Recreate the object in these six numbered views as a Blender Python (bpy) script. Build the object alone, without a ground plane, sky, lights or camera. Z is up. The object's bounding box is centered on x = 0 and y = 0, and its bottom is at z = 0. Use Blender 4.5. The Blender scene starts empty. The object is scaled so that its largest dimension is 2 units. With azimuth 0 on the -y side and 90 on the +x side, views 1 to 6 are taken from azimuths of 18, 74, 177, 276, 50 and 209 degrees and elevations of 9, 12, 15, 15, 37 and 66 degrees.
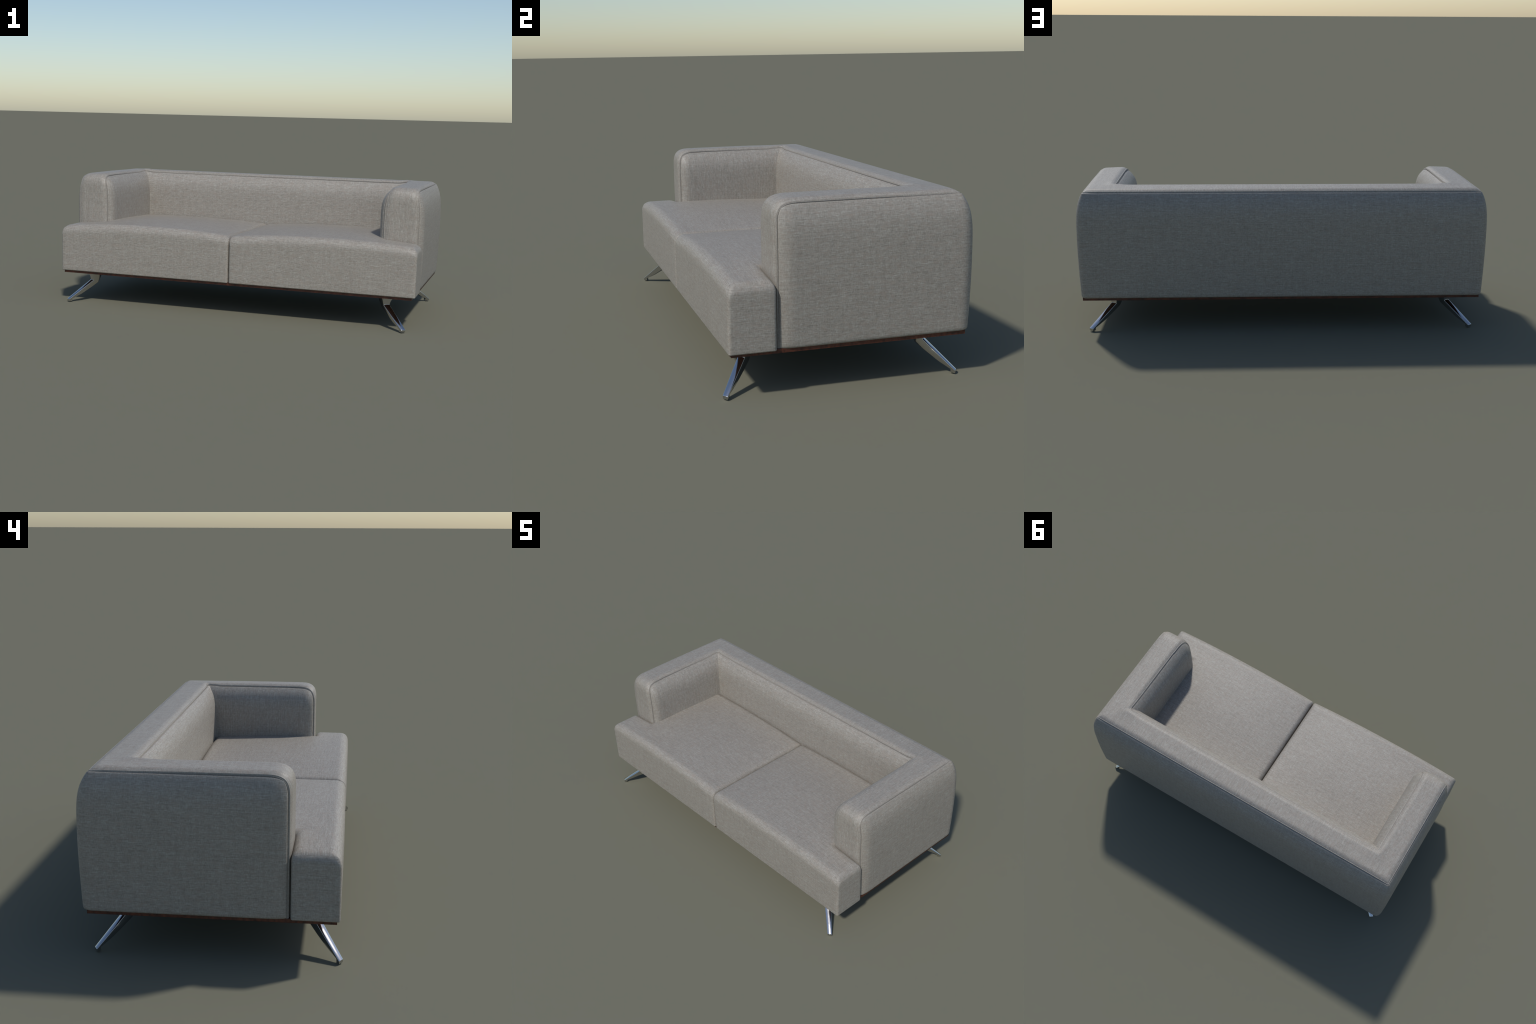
import bpy, bmesh, math
import numpy as np
from mathutils import Vector

# ------------------------------------------------------------------ sizes (m)
Z_BOT = 0.176                 # underside of the upholstery
XO, YO = 0.9635, 0.4245       # outer seam corner (plan)
XI, YI = 0.820, 0.281         # inner seam corner (plan)
Z_OUT, Z_IN = 0.6945, 0.7000  # heights of the two seams along the top
YF_OUT, YF_IN = -0.279, -0.284  # seams at the front of the arms
R_OUT, R_IN, N_ARM = 0.104, 0.116, 3.9   # rounding of the arm's front top corner (superellipse)
R_CO, R_CI = 0.004, 0.014     # plan rounding of the outer / inner seam corner

def smooth(t):
    t = np.clip(t, 0, 1)
    return t * t * (3 - 2 * t)

def x_outer(z):               # outer front seam leans out a little below the top
    return XO + 0.0112 * smooth((0.700 - z) / 0.12)

def x_inner(z):               # inner front seam: the arm thickens below the top
    return XI - 0.0285 * (1 - (1 - np.clip((0.7045 - z) / 0.15, 0, 1)) ** 2.4)

# ------------------------------------------------------------------ materials
ROUGH, SPEC = 0.53, 0.5
def fabric(name, turned):
    """Woven slub fabric. Threads run level, or up/along the arms if turned."""
    m = bpy.data.materials.new(name); m.use_nodes = True
    nt = m.node_tree; N = nt.nodes; L = nt.links
    bsdf = N["Principled BSDF"]
    def math_(op, a, b=None, c=None):
        n = N.new("ShaderNodeMath"); n.operation = op
        for i, v in enumerate((a, b, c)):
            if v is None: continue
            if isinstance(v, (int, float)): n.inputs[i].default_value = v
            else: L.new(v, n.inputs[i])
        return n.outputs[0]
    tc = N.new("ShaderNodeTexCoord")
    geo = N.new("ShaderNodeNewGeometry")
    sp = N.new("ShaderNodeSeparateXYZ"); L.new(tc.outputs["Object"], sp.inputs[0])
    sn = N.new("ShaderNodeSeparateXYZ"); L.new(geo.outputs["Normal"], sn.inputs[0])
    ax, ay, az = (math_("ABSOLUTE", sn.outputs[i]) for i in range(3))
    x, y, z = sp.outputs
    is_z = math_("GREATER_THAN", az, math_("MAXIMUM", ax, ay))
    is_x = math_("GREATER_THAN", ax, ay)
    def pick(vx, vy, vz):
        side = math_("ADD", math_("MULTIPLY", vx, is_x),
                     math_("MULTIPLY", vy, math_("SUBTRACT", 1.0, is_x)))
        return math_("ADD", math_("MULTIPLY", vz, is_z),
                     math_("MULTIPLY", side, math_("SUBTRACT", 1.0, is_z)))
    if turned:
        u, v = pick(z, z, y), pick(y, x, x)
    else:
        u, v = pick(y, x, x), pick(z, z, y)
    def noise(su, sv, detail=2.0, rough=0.5, off=0.0):
        c = N.new("ShaderNodeCombineXYZ")
        L.new(math_("MULTIPLY", u, su), c.inputs[0])
        L.new(math_("MULTIPLY", v, sv), c.inputs[1])
        c.inputs[2].default_value = off
        n = N.new("ShaderNodeTexNoise"); n.inputs["Scale"].default_value = 1.0
        n.inputs["Detail"].default_value = detail
        n.inputs["Roughness"].default_value = rough
        L.new(c.outputs[0], n.inputs["Vector"])
        return n.outputs["Fac"]
    def threads(along, across, scale, pitch, off, detail=1.0):
        """One random value per thread, slowly changing along the thread."""
        idx = math_("FLOOR", math_("DIVIDE", across, pitch))
        c = N.new("ShaderNodeCombineXYZ")
        L.new(math_("MULTIPLY", along, scale), c.inputs[0])
        L.new(math_("MULTIPLY", idx, 7.31), c.inputs[1])
        c.inputs[2].default_value = off
        n = N.new("ShaderNodeTexNoise"); n.inputs["Scale"].default_value = 1.0
        n.inputs["Detail"].default_value = detail
        L.new(c.outputs[0], n.inputs["Vector"])
        return n.outputs["Fac"]
    PITCH = 0.0017
    weft = threads(u, v, 55, PITCH, 1.7)            # threads along the cloth
    warp = threads(v, u, 100, PITCH, 5.1, 0.0)      # shorter floats across it
    slub = noise(24, 300, 2.0, 0.6, 9.3)            # a few thicker slubs
    patch = noise(34, 60, 3.0, 0.6, 3.3)            # soft clouds
    # thread spacing that shows as fine even lines
    line = math_("SINE", math_("MULTIPLY", v, math.pi / PITCH))
    s = math_("MULTIPLY_ADD", weft, 0.38, math_("MULTIPLY", warp, 0.25))
    s = math_("MULTIPLY_ADD", slub, 0.10, s)
    s = math_("MULTIPLY_ADD", patch, 0.07, math_("ADD", s, -0.02))
    s = math_("MULTIPLY_ADD", noise(7, 170, 1.0, 0.5, 31.0), 0.15, s)   # long streaks along
    s = math_("MULTIPLY_ADD", noise(120, 7, 1.0, 0.5, 41.0), 0.12, s)   # and across, mean 0.53
    fade = math_("SUBTRACT", math_("MULTIPLY", noise(30, 90, 1.0, 0.5, 17.0), 2.0), 0.3)
    s = math_("MULTIPLY_ADD", math_("MULTIPLY", line, fade), 0.085, s)
    ramp = N.new("ShaderNodeValToRGB"); L.new(s, ramp.inputs[0])
    e = ramp.color_ramp.elements
    e[0].position = 0.36; e[0].color = (0.212, 0.190, 0.161, 1)
    e[1].position = 0.72; e[1].color = (0.452, 0.430, 0.386, 1)
    a = e.new(0.50); a.color = (0.300, 0.278, 0.242, 1)
    b = e.new(0.57); b.color = (0.340, 0.319, 0.281, 1)
    # brownish threads and clouds among the grey ones
    tint = N.new("ShaderNodeMix"); tint.data_type = "RGBA"; tint.blend_type = "MIX"
    warm = math_("MULTIPLY_ADD", threads(u, v, 38, PITCH, 12.0), 0.5,
                 math_("MULTIPLY", noise(40, 55, 2.0, 0.5, 21.0), 0.5))
    wr = N.new("ShaderNodeMapRange"); L.new(warm, wr.inputs[0])
    wr.inputs[1].default_value = 0.47; wr.inputs[2].default_value = 0.66
    wr.inputs[3].default_value = 0.0; wr.inputs[4].default_value = 0.70
    L.new(wr.outputs[0], tint.inputs[0])
    L.new(ramp.outputs[0], tint.inputs[6])
    tint.inputs[7].default_value = (0.320, 0.270, 0.226, 1)
    L.new(tint.outputs[2], bsdf.inputs["Base Color"])
    bsdf.inputs["Roughness"].default_value = ROUGH
    bsdf.inputs["Specular IOR Level"].default_value = SPEC
    h = math_("MULTIPLY_ADD", line, 0.12, math_("MULTIPLY_ADD", weft, 1.0, math_("MULTIPLY", warp, 0.7)))
    h = math_("MULTIPLY_ADD", slub, 0.6, h)
    bp = N.new("ShaderNodeBump"); bp.inputs["Strength"].default_value = 0.30
    bp.inputs["Distance"].default_value = 0.0010
    L.new(h, bp.inputs["Height"]); L.new(bp.outputs[0], bsdf.inputs["Normal"])
    return m

def wood():
    m = bpy.data.materials.new("dark_red_walnut"); m.use_nodes = True
    nt = m.node_tree; N = nt.nodes; L = nt.links; bsdf = N["Principled BSDF"]
    tc = N.new("ShaderNodeTexCoord")
    mp = N.new("ShaderNodeMapping"); mp.inputs["Scale"].default_value = (34, 70, 60)
    L.new(tc.outputs["Object"], mp.inputs[0])
    n = N.new("ShaderNodeTexNoise"); n.inputs["Scale"].default_value = 1.0
    n.inputs["Detail"].default_value = 5; n.inputs["Roughness"].default_value = 0.65
    L.new(mp.outputs[0], n.inputs["Vector"])
    r = N.new("ShaderNodeValToRGB"); L.new(n.outputs["Fac"], r.inputs[0])
    e = r.color_ramp.elements
    e[0].position = 0.34; e[0].color = (0.034, 0.010, 0.006, 1)
    e[1].position = 0.68; e[1].color = (0.135, 0.037, 0.018, 1)
    L.new(r.outputs[0], bsdf.inputs["Base Color"])
    bsdf.inputs["Roughness"].default_value = 0.45
    return m

def metal():
    m = bpy.data.materials.new("polished_aluminium"); m.use_nodes = True
    nt = m.node_tree; N = nt.nodes; L = nt.links; bsdf = N["Principled BSDF"]
    tc = N.new("ShaderNodeTexCoord")
    n = N.new("ShaderNodeTexNoise"); n.inputs["Scale"].default_value = 120
    n.inputs["Detail"].default_value = 3
    L.new(tc.outputs["Object"], n.inputs["Vector"])
    r = N.new("ShaderNodeMapRange"); L.new(n.outputs["Fac"], r.inputs[0])
    r.inputs[3].default_value = 0.09; r.inputs[4].default_value = 0.14
    L.new(r.outputs[0], bsdf.inputs["Roughness"])
    bsdf.inputs["Base Color"].default_value = (0.58, 0.58, 0.59, 1)
    bsdf.inputs["Metallic"].default_value = 1.0
    return m

def rubber():
    m = bpy.data.materials.new("grey_glide_plastic"); m.use_nodes = True
    nt = m.node_tree; N = nt.nodes; L = nt.links; bsdf = N["Principled BSDF"]
    n = N.new("ShaderNodeTexNoise"); n.inputs["Scale"].default_value = 200
    r = N.new("ShaderNodeValToRGB"); L.new(n.outputs["Fac"], r.inputs[0])
    r.color_ramp.elements[0].color = (0.03, 0.03, 0.03, 1)
    r.color_ramp.elements[1].color = (0.06, 0.06, 0.058, 1)
    L.new(r.outputs[0], bsdf.inputs["Base Color"])
    bsdf.inputs["Roughness"].default_value = 0.6
    return m

def seam_shade():  # for the added cords that stand in for shade in the seam grooves
    m = bpy.data.materials.new("added_seam_shade"); m.use_nodes = True
    nt = m.node_tree; N = nt.nodes; L = nt.links; bsdf = N["Principled BSDF"]
    tc = N.new("ShaderNodeTexCoord")
    n = N.new("ShaderNodeTexNoise"); n.inputs["Scale"].default_value = 300
    L.new(tc.outputs["Object"], n.inputs["Vector"])
    r = N.new("ShaderNodeValToRGB"); L.new(n.outputs["Fac"], r.inputs[0])
    r.color_ramp.elements[0].position = 0.3
    r.color_ramp.elements[0].color = (0.255, 0.236, 0.214, 1)
    r.color_ramp.elements[1].position = 0.7
    r.color_ramp.elements[1].color = (0.315, 0.292, 0.266, 1)
    L.new(r.outputs[0], bsdf.inputs["Base Color"])
    bsdf.inputs["Roughness"].default_value = 0.9
    bsdf.inputs["Specular IOR Level"].default_value = 0.2
    return m

SEAM_SHADE = seam_shade()
FAB = fabric("grey_woven_fabric", False)
FAB_T = fabric("grey_woven_fabric_turned", True)
WOOD, METAL, RUBBER = wood(), metal(), rubber()

# ------------------------------------------------------------------ helpers
def link(name, mesh, parent=None):
    o = bpy.data.objects.new(name, mesh)
    bpy.context.scene.collection.objects.link(o)
    if parent: o.parent = parent
    return o

def grid_normals(P, flip):
    """Area-weighted vertex normals of a quad grid."""
    f = np.cross(P[1:, 1:] - P[:-1, :-1], P[:-1, 1:] - P[1:, :-1])
    n = np.zeros_like(P)
    n[:-1, :-1] += f; n[1:, :-1] += f; n[:-1, 1:] += f; n[1:, 1:] += f
    n /= np.linalg.norm(n, axis=2, keepdims=True) + 1e-14
    return -n if flip else n

def grid_object(name, P, Nrm, mat, flip, parent=None):
    """P: (stations, rows, 3) surface grid with its own smooth normals."""
    a, b = P.shape[:2]
    idx = np.arange(a * b).reshape(a, b)
    q = np.stack([idx[:-1, :-1], idx[1:, :-1], idx[1:, 1:], idx[:-1, 1:]], -1).reshape(-1, 4)
    if flip: q = q[:, ::-1]
    me = bpy.data.meshes.new(name)
    me.from_pydata(P.reshape(-1, 3).tolist(), [], q.tolist())
    me.polygons.foreach_set("use_smooth", [True] * len(me.polygons))
    me.update()
    me.normals_split_custom_set_from_vertices(Nrm.reshape(-1, 3).tolist())
    me.materials.append(mat)
    return link(name, me, parent)

def arc_map(yr, zr, yf, zt, R):
    """Round the front top corner of a (y, z) rectangle: square -> superellipse."""
    p = np.clip((yf + R - yr) / R, 0, 1)
    q = np.clip((zr - (zt - R)) / R, 0, 1)
    n = N_ARM
    y = np.where(p > 0, yf + R - R * p * (1 - q ** n / 2) ** (1 / n), yr)
    z = np.where(q > 0, zt - R + R * q * (1 - p ** n / 2) ** (1 / n), zr)
    return y, z

def graded(a, b, n, p=1.0):
    return a + (b - a) * np.linspace(0, 1, n) ** p

NC = 9      # stations on each plan corner
NA, NB = 44, 61

# ------------------------------------------------------------------ outer cover
def bulge_out(dt):
    up = 1 - (1 - np.clip(dt / 0.24, 0, 1)) ** 4.3
    return 0.0340 * up - 0.010 * np.clip((dt - 0.24) / 0.29, 0, 1) ** 1.5

def outer_cover():
    # rows from the bottom fold up to the seam: (distance below seam, extra inset)
    H = Z_OUT - Z_BOT
    rows = [(H, 0.040), (H, 0.012), (H - 0.0015, 0.006), (H - 0.004, 0.0025), (H - 0.009, 0.0004)]
    rows += [(d, 0.0) for d in np.linspace(H - 0.016, 0.10, 26)]
    rows += [(d, 0.0) for d in graded(0.092, 0.006, 16, 0.8)]
    rows += [(0.0042, 0.0006), (0.0030, 0.002), (0.0023, 0.0045), (0.0021, 0.013)]
    dt = np.array([r[0] for r in rows]); ins = np.array([r[1] for r in rows])
    B = bulge_out(dt)
    zr = Z_OUT - dt
    pts = []
    # side of the arm, front to back
    fr = [(0.0021, 0.013), (0.0023, 0.0045), (0.0030, 0.002), (0.0042, 0.0006)]
    fr += [(d, 0.0) for d in graded(0.006, R_OUT, 22, 1.2)]
    ycs = YO - R_CO
    fr += [(d, 0.0) for d in np.linspace(R_OUT, ycs - YF_OUT, NA)[1:]]
    for df, fi in fr:
        g = 1 - (1 - min(df / 0.075, 1)) ** 3
        y, z = arc_map(np.full_like(zr, YF_OUT + df), zr, YF_OUT, Z_OUT, R_OUT)
        ext = np.maximum(0, XO + B - x_outer(zr)) * g
        x = x_outer(z) * 1.0 + ext - np.maximum(ins, fi)
        # away from the front the seam base no longer counts, only the bulge
        pts.append(np.stack([x, y, z], 1))
    side_end = pts[-1][:, 0]
    # rear corner: an offset of the seam corner
    dx = side_end - XO; dy = 1.43 * B - ins + 0.004 * np.clip((dt - 0.24) / 0.29, 0, 1)
    for th in np.linspace(0, math.pi / 2, NC)[1:]:
        pts.append(np.stack([XO - R_CO + (R_CO + dx) * math.cos(th),
                             YO - R_CO + (R_CO + dy) * math.sin(th), zr], 1))
    mid = len(pts) - 1 - (NC - 1) // 2
    half = pts
    back = []
    for a in np.linspace(0, 1, NB)[1:-1]:
        x = (XO - R_CO) * (1 - 2 * a)
        back.append(np.stack([np.full_like(zr, x), YO + dy, zr], 1))
    mir = [p * np.array([-1, 1, 1]) for p in reversed(half)]
    P = np.array(half + back + mir)
    return P, mid, len(P) - 1 - mid

# ------------------------------------------------------------------ top band
def corner_rise(P):
    """The cover is pulled up a little at the two inner corners."""
    x, y, z = np.abs(P[..., 0]), P[..., 1], P[..., 2]
    return 0.0065 * np.exp(-((x - XI) / 0.032) ** 2 - ((y - YI) / 0.06) ** 2) * smooth((z - 0.58) / 0.1)

def top_band():
    # positions across the band: distance e from the seam and depth of the rolled edge
    WD = 0.1435
    edge = [(0.0016, 0.022), (0.0016, 0.0075), (0.0018, 0.0034), (0.0023, 0.0009)]
    flat = [0.0034, 0.0044, 0.0056, 0.007, 0.009, 0.012, 0.016, 0.021, 0.027, 0.034, 0.042, 0.050, 0.060]
    ed = edge + [(e, 0.0) for e in flat]
    w = np.array([e / WD for e, _ in ed] + [0.5] + [1 - e / WD for e, _ in reversed(ed)])
    drop = np.array([d for _, d in ed] + [0.0] + [d for _, d in reversed(ed)])
    e = np.minimum(w, 1 - w) * WD
    lip = 0.0036 * np.exp(-((e - 0.0024) / 0.0021) ** 2)
    dome = -0.0004 + 0.0148 * (1 - (1 - np.minimum(e / 0.034, 1)) ** 2.6) + lip - drop
    yf = YF_OUT + (YF_IN - YF_OUT) * w
    zt = Z_OUT + (Z_IN - Z_OUT) * w
    pts = []
    def put(y, z, ny, nz, dk=1.0):
        xo, xi = x_outer(z), x_inner(z)
        x = xo + (xi - xo) * w
        pts.append(np.stack([x, y + ny * dome * dk, z + nz * dome * dk], 1))
    R = (R_OUT + (R_IN - R_OUT) * w) * (1 - 0.22 * (1 - (2 * w - 1) ** 4))  # boxier mid-width
    for a in np.linspace(0, 1, 24):
        put(yf, Z_BOT + (zt - R - Z_BOT) * a, -1, 0, 0.75)
    # superellipse corner; the padding thickens slightly from front to top
    steps = [(1.0, q) for q in np.linspace(0, 1, 19)[1:] ** 0.6] + [(p, 1.0) for p in np.linspace(1, 0, 19)[1:] ** 0.6]
    for k, (p, q) in enumerate(steps):
        c = p * (1 - q ** N_ARM / 2) ** (1 / N_ARM)
        s = q * (1 - p ** N_ARM / 2) ** (1 / N_ARM)
        gy, gz = c ** (N_ARM - 1), s ** (N_ARM - 1)
        g = math.hypot(gy, gz)
        put(yf + R * (1 - c), zt - R + R * s, -gy / g, gz / g, 0.75 + 0.25 * (k + 1) / len(steps))
    cx = XO + (XI - XO) * w; cy = YO + (YI - YO) * w; r = R_CO + (R_CI - R_CO) * w
    for a in np.linspace(0, 1, NA)[1:]:
        y = yf + R + (cy - r - yf - R) * a
        pts.append(np.stack([cx, y, zt + dome], 1))
    # the outer tip is drawn down a little where the two seams meet
    for th in np.linspace(0, math.pi / 2, NC)[1:]:
        pts.append(np.stack([cx - r + r * math.cos(th), cy - r + r * math.sin(th), zt + dome], 1))
    mid = len(pts) - 1 - (NC - 1) // 2
    half = pts
    back = [np.stack([(cx - r) * (1 - 2 * a), cy, zt + dome], 1) for a in np.linspace(0, 1, NB)[1:-1]]
    mir = [p * np.array([-1, 1, 1]) for p in reversed(half)]
    P = np.array(half + back + mir)
    tip = np.exp(-(((np.abs(P[..., 0]) - XO) / 0.03) ** 2 + ((P[..., 1] - YO) / 0.03) ** 2))
    P[..., 2] -= 0.003 * tip
    P[..., 2] += corner_rise(P) - 0.0022 * smooth((P[..., 1] - 0.05) / 0.25)
    return P, mid, len(P) - 1 - mid

# ------------------------------------------------------------------ added cords for the seam groove shade
def seam_shade_cord(Q, M, rows, flip):
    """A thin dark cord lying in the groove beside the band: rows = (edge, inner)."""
    edge, inn = Q[:, rows[0]], Q[:, rows[1]]
    n = M[:, Q.shape[1] // 2]
    out = edge - inn
    out -= n * np.sum(out * n, 1, keepdims=True)
    out /= np.linalg.norm(out, axis=1, keepdims=True)
    c = edge + out * 0.0014 - n * 0.0054
    ang = np.linspace(0, 2 * math.pi, 9)
    r = 0.0016
    T = np.stack([c + r * (math.cos(t) * out + math.sin(t) * n) for t in ang], 1)
    Nn = np.stack([math.cos(t) * out + math.sin(t) * n for t in ang], 1)
    return T, Nn, flip

# ------------------------------------------------------------------ inner panels
def bulge_in(dt):
    return 1 - (1 - np.clip(dt / 0.2, 0, 1)) ** 5

Z_LOW = 0.33
def inner_rows():
    rows = [(d, 0.0) for d in np.linspace(Z_IN - Z_LOW, 0.10, 18)]
    rows += [(d, 0.0) for d in graded(0.094, 0.006, 20, 0.8)]
    rows += [(0.0042, 0.0006), (0.0030, 0.002), (0.0023, 0.0045), (0.0021, 0.013)]
    return np.array([r[0] for r in rows]), np.array([r[1] for r in rows])

def inner_panels():
    dt, ins = inner_rows()
    zr = Z_IN - dt
    bx = 0.053 * bulge_in(dt); by = 0.047 * bulge_in(dt)
    # the corner of the opening: rounded at the seam, a crease below
    r = np.maximum(R_CI * (1 - bulge_in(dt) * 2.2), 0.0015)
    cxc = XI - bx + ins; cyc = YI - by + ins
    arm = []
    fr = [(0.0021, 0.013), (0.0023, 0.0045), (0.0030, 0.002), (0.0042, 0.0006)]
    fr += [(d, 0.0) for d in graded(0.006, R_IN, 22, 1.2)]
    for df, fi in fr:
        g = 1 - (1 - min(df / 0.06, 1)) ** 3
        y, z = arc_map(np.full_like(zr, YF_IN + df), zr, YF_IN, Z_IN, R_IN)
        ext = np.maximum(0, x_inner(zr) - (XI - bx)) * g
        arm.append(np.stack([x_inner(z) - ext + np.maximum(ins, fi), y, z], 1))
    y0 = YF_IN + R_IN
    x0 = arm[-1][:, 0]
    for a in np.linspace(0, 1, 34)[1:]:
        y = y0 + (cyc - r - y0) * a
        arm.append(np.stack([x0 + (cxc - x0) * a, y, zr], 1))
    cor = [np.stack([cxc - r + r * math.cos(t), cyc - r + r * math.sin(t), zr], 1)
           for t in np.linspace(0, math.pi / 2, NC)]
    h = (NC - 1) // 2
    arm += cor[1:h + 1]
    back = cor[h:]
    back += [np.stack([(cxc - r) * (1 - 2 * a), cyc, zr], 1) for a in np.linspace(0, 1, NB)[1:-1]]
    back += [p * np.array([-1, 1, 1]) for p in reversed(cor[h:])]
    arm, back = np.array(arm), np.array(back)
    for g in (arm, back):
        g[..., 2] += corner_rise(g) - 0.0022 * smooth((g[..., 1] - 0.05) / 0.25) * smooth((g[..., 2] - 0.58) / 0.1)
    return arm, back

# ------------------------------------------------------------------ seat cushions
X_END, Y_FRONT, X_NOTCH, Y_NOTCH, Y_BACK = 0.992, -0.4665, 0.812, -0.2895, 0.238
Z_SEAT, GAP = 0.4265, 0.0022

def seat_cushion(parent, sx):
    xs = list(np.linspace(GAP, X_NOTCH, 14)) + list(np.linspace(X_NOTCH, X_END, 5)[1:])
    ys = list(np.linspace(Y_FRONT, Y_NOTCH, 4)) + list(np.linspace(Y_NOTCH, Y_BACK, 10)[1:])
    zs = [Z_BOT, 0.235, 0.295, 0.358, Z_SEAT]
    bm = bmesh.new(); V = {}
    def v(i, j, k):
        key = (i, j, k)
        if key not in V: V[key] = bm.verts.new((xs[i], ys[j], zs[k]))
        return V[key]
    inside = lambda i, j: (0 <= i < len(xs) - 1 and 0 <= j < len(ys) - 1
                           and (i < 13 or j < 3))
    K = len(zs) - 1
    for i in range(len(xs) - 1):
        for j in range(len(ys) - 1):
            if not inside(i, j): continue
            bm.faces.new((v(i, j, K), v(i + 1, j, K), v(i + 1, j + 1, K), v(i, j + 1, K)))
            bm.faces.new((v(i, j, 0), v(i, j + 1, 0), v(i + 1, j + 1, 0), v(i + 1, j, 0)))
            for di, dj, a, b in ((-1, 0, (i, j + 1), (i, j)), (1, 0, (i + 1, j), (i + 1, j + 1)),
                                 (0, -1, (i, j), (i + 1, j)), (0, 1, (i + 1, j + 1), (i, j + 1))):
                if not inside(i + di, j + dj):
                    for k in range(K):
                        bm.faces.new((v(*a, k), v(*b, k), v(*b, k + 1), v(*a, k + 1)))
    bm.normal_update()
    me = bpy.data.meshes.new("seat_cushion"); 
    lay = bm.edges.layers.float.new("bevel_weight_edge")
    W = 0.042
    for e in bm.edges:
        if len(e.link_faces) != 2 or e.calc_face_angle(0) < 1.0: continue
        c = (e.verts[0].co + e.verts[1].co) / 2
        d = abs((e.verts[0].co - e.verts[1].co).normalized().z)
        if d > 0.5 and c.x > GAP + .01 and c.x < X_END - .01: continue  # inner notch
        if d > 0.5: wd = 0.013                                   # upright corners
        elif c.z < 0.2: wd = 0.006                               # bottom edge
        elif abs(c.y - Y_FRONT) < 1e-4: wd = 0.042               # front edge
        elif abs(c.x - GAP) < 1e-4: wd = 0.024                   # middle seam
        elif abs(c.x - X_END) < 1e-4: wd = 0.036                 # outer end
        elif abs(c.y - Y_BACK) < 1e-4: wd = 0.038                # against the back
        else: wd = 0.032
        e[lay] = wd / W
    bm.to_mesh(me); bm.free()
    o = bpy.data.objects.new("tmp_cushion", me)
    bpy.context.scene.collection.objects.link(o)
    md = o.modifiers.new("b", "BEVEL"); md.limit_method = "WEIGHT"; md.width = W
    md.segments = 7; md.profile = 0.5; md.use_clamp_overlap = False
    sb = o.modifiers.new("s", "SUBSURF"); sb.levels = 1; sb.subdivision_type = "SIMPLE"
    dg = bpy.context.evaluated_depsgraph_get()
    res = bpy.data.meshes.new_from_object(o.evaluated_get(dg))
    bpy.data.objects.remove(o)
    n = len(res.vertices); co = np.empty(n * 3); res.vertices.foreach_get("co", co)
    co = co.reshape(-1, 3); x, y, z = co.T.copy()
    u = np.clip(x / X_END, 0, 1); t = np.clip((y - Y_FRONT) / (Y_BACK - Y_FRONT), 0, 1)
    crown = (1 - np.abs(2 * u - 1) ** 2.3)
    prof = 0.80 + 0.20 * smooth(t / 0.35) - 0.45 * smooth((t - 0.45) / 0.55)
    co[:, 2] += 0.030 * crown * prof * smooth((z - 0.30) / (Z_SEAT - 0.30))
    # the stuffing swells the front a little
    co[:, 1] -= 0.003 * crown * np.exp(-((y - Y_FRONT) / 0.06) ** 2) * smooth((z - Z_BOT) / 0.12) * smooth((0.47 - z) / 0.1)
    co[:, 0] = co[:, 0] * sx + 0.003       # the seats sit a touch to one side
    res.vertices.foreach_set("co", co.ravel())
    if sx < 0: res.flip_normals()
    res.polygons.foreach_set("use_smooth", [True] * len(res.polygons))
    res.update(); res.name = "seat_cushion"
    res.materials.clear(); res.materials.append(FAB)
    return link("seat_cushion", res, parent)

# ------------------------------------------------------------------ base board
def base_board(parent):
    bm = bmesh.new(); bmesh.ops.create_cube(bm, size=1)
    x, y0, y1, z0, z1 = 0.977, -0.4545, 0.4470, 0.1625, 0.1785
    for v in bm.verts:
        v.co = Vector((v.co.x * 2 * x, y0 + (v.co.y + .5) * (y1 - y0), z0 + (v.co.z + .5) * (z1 - z0)))
    bmesh.ops.bevel(bm, geom=bm.edges[:], offset=0.0012, segments=2, affect="EDGES", profile=0.5)
    me = bpy.data.meshes.new("base_board"); bm.to_mesh(me); bm.free()
    me.materials.append(WOOD)
    return link("base_board", me, parent)

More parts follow.
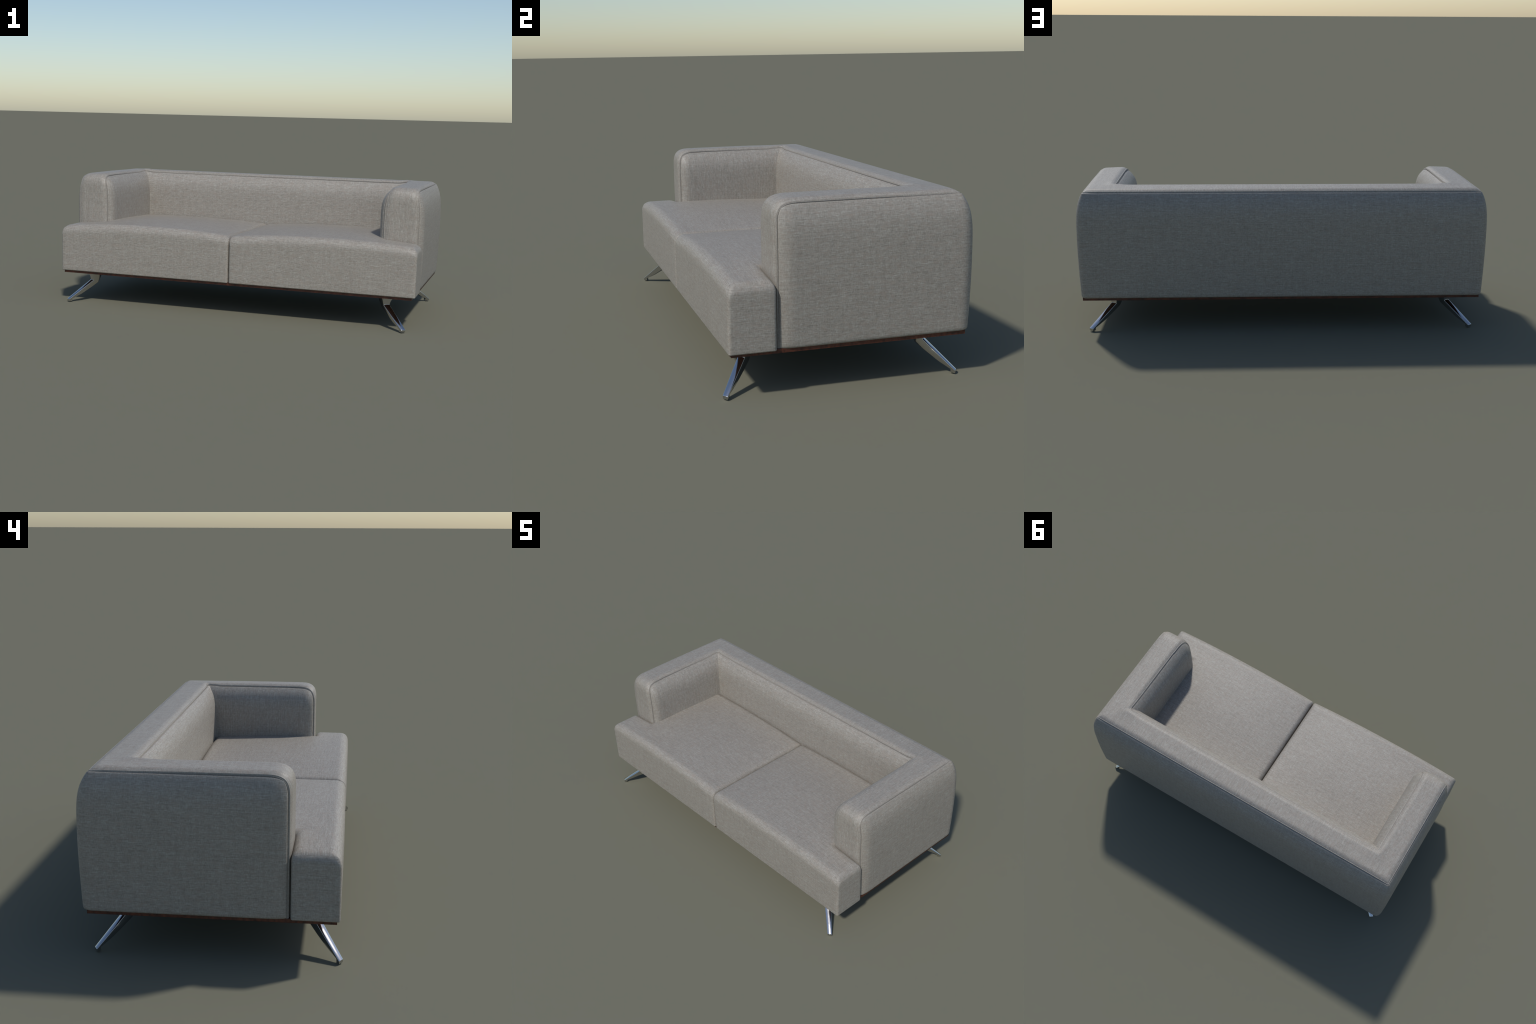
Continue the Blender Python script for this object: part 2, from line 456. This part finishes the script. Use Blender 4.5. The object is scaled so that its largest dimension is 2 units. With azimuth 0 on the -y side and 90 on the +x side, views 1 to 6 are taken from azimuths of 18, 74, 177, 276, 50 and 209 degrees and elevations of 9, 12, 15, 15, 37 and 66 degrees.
# ------------------------------------------------------------------ legs
DIR = Vector((0.100, -0.084, 0)).normalized()
PERP = Vector((0.817, 0.577, 0)).normalized()   # the strut's face is set slightly askew
def leg(parent, sx, rear):
    """Bent cast leg: a flared bracket under the board, then a tapering strut.
    Each station: outer edge (t, z), inner edge (t, z), half widths outer and
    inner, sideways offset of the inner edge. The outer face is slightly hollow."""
    st = [((0.012, 0.163), (-0.056, 0.163), 0.036, 0.027, 0.008),
          ((0.006, 0.150), (-0.049, 0.150), 0.0285, 0.022, 0.008),
          ((0.002, 0.134), (-0.042, 0.130), 0.0205, 0.0185, 0.0075),
          ((0.000, 0.117), (-0.031, 0.1025), 0.0166, 0.0145, 0.0075),
          ((0.0455, 0.0825), (0.0135, 0.0727), 0.0151, 0.0132, 0.0058),
          ((0.091, 0.048), (0.0645, 0.0408), 0.0136, 0.0118, 0.0032),
          ((0.137, 0.0135), (0.1175, 0.0148), 0.0120, 0.0100, 0.0),
          ((0.137, 0.0014), (0.1175, 0.0014), 0.0112, 0.0090, 0.0)]
    c0 = Vector((0.841, -0.384, 0))
    yc = -0.0215
    def place(t, z, h):
        p = c0 + DIR * t + PERP * h; p.z = z
        if rear: p.y = 2 * yc - p.y
        p.x *= sx
        return p
    bm = bmesh.new(); rings = []
    for k, ((ot, oz), (it, iz), ho, hi, sh) in enumerate(st):
        mt, mz = ot * 0.45 + it * 0.55, oz * 0.45 + iz * 0.55
        hm = ho * 0.98
        # the outer face of the strut is slightly rounded across its width
        hump = (0, 0, 0.001, 0.0022, 0.0026, 0.0024, 0.0018, 0.0)[k]
        under = (0.002, 0.002, 0.003, 0.0035, 0.0032, 0.0022, 0.0, 0.0)[k]
        face = [place(ot + hump * (1 - f * f) * 0.6, oz + hump * (1 - f * f) * 0.8, ho * f)
                for f in (-1, -0.72, -0.36, 0, 0.36, 0.72, 1)]
        ring = face + [place(mt, mz, hm + sh * .5), place(it, iz, hi + sh),
                       place(it - under, iz - under, sh),
                       place(it, iz, -hi + sh), place(mt, mz, -hm + sh * .5)]
        rings.append([bm.verts.new(p) for p in ring])
    for a, b in zip(rings[:-1], rings[1:]):
        for k in range(12):
            bm.faces.new((a[k], a[(k + 1) % 12], b[(k + 1) % 12], b[k]))
    bm.faces.new(rings[0]); bm.faces.new(rings[-1][::-1])
    bmesh.ops.recalc_face_normals(bm, faces=bm.faces[:])
    sharp = [e for e in bm.edges if len(e.link_faces) == 2 and e.calc_face_angle(0) > 0.45
             and min(v.co.z for v in e.verts) < 0.16]
    bmesh.ops.bevel(bm, geom=sharp, offset=0.0015, segments=3, affect="EDGES", profile=0.5,
                    clamp_overlap=True)
    me = bpy.data.meshes.new("leg"); bm.to_mesh(me); bm.free()
    me.polygons.foreach_set("use_smooth", [True] * len(me.polygons))
    me.set_sharp_from_angle(angle=math.radians(32))
    me.materials.append(METAL)
    o = link("leg", me, parent)
    # floor glide under the foot
    bm = bmesh.new()
    lo, hi_ = [], []
    for k in range(20):
        a = 2 * math.pi * k / 20
        t, h = 0.1278 + 0.0075 * math.cos(a), 0.0080 * math.sin(a)
        lo.append(bm.verts.new(place(t, 0.0, h * 0.92))); hi_.append(bm.verts.new(place(t, 0.0022, h)))
    for k in range(20):
        bm.faces.new((lo[k], lo[(k + 1) % 20], hi_[(k + 1) % 20], hi_[k]))
    bm.faces.new(lo); bm.faces.new(hi_)
    bmesh.ops.recalc_face_normals(bm, faces=bm.faces[:])
    me = bpy.data.meshes.new("floor_glide"); bm.to_mesh(me); bm.free(); me.materials.append(RUBBER)
    link("floor_glide", me, o)
    return o

# ------------------------------------------------------------------ assembly
sofa = bpy.data.objects.new("sofa", None)
bpy.context.scene.collection.objects.link(sofa)
sofa["label"] = "low grey fabric two seat sofa on angled metal legs"
sofa["category"] = "sofa"

P, i0, i1 = outer_cover(); Nn = grid_normals(P, False)
Q, j0, j1 = top_band();    Mn = grid_normals(Q, False)
cords = [seam_shade_cord(Q, Mn, (3, 7), False), seam_shade_cord(Q, Mn, (Q.shape[1] - 4, Q.shape[1] - 8), True)]
A, Bk = inner_panels()
full = np.concatenate([A, Bk[1:], (A * np.array([-1, 1, 1]))[::-1][1:]])
In = grid_normals(full, True)
for g in [P, Q, full] + [c[0] for c in cords]:
    g[..., 0] -= 0.0025
k0, k1 = len(A) - 1, len(full) - len(A)
for name, a, b, c, d, e, f, t in (
        ("armrest", 0, i0 + 1, 0, j0 + 1, 0, k0 + 1, True),
        ("backrest", i0, i1 + 1, j0, j1 + 1, k0, k1 + 1, False),
        ("armrest", i1, len(P), j1, len(Q), k1, len(full), True)):
    body = grid_object(name, P[a:b], Nn[a:b], FAB, False, sofa)
    grid_object("top_band", Q[c:d], Mn[c:d], FAB_T, False, body)
    for T, Tn, fl in cords:  # added cords, drawing the shade line of both grooves
        grid_object("added_seam_cord", T[c:d], Tn[c:d], SEAM_SHADE, fl, body)
    grid_object("inner_panel", full[e:f], In[e:f], FAB_T if t else FAB, True, body)
for sx in (1, -1):
    seat_cushion(sofa, sx)
base_board(sofa)
for rear in (False, True):
    for sx in (1, -1):
        leg(sofa, sx, rear)
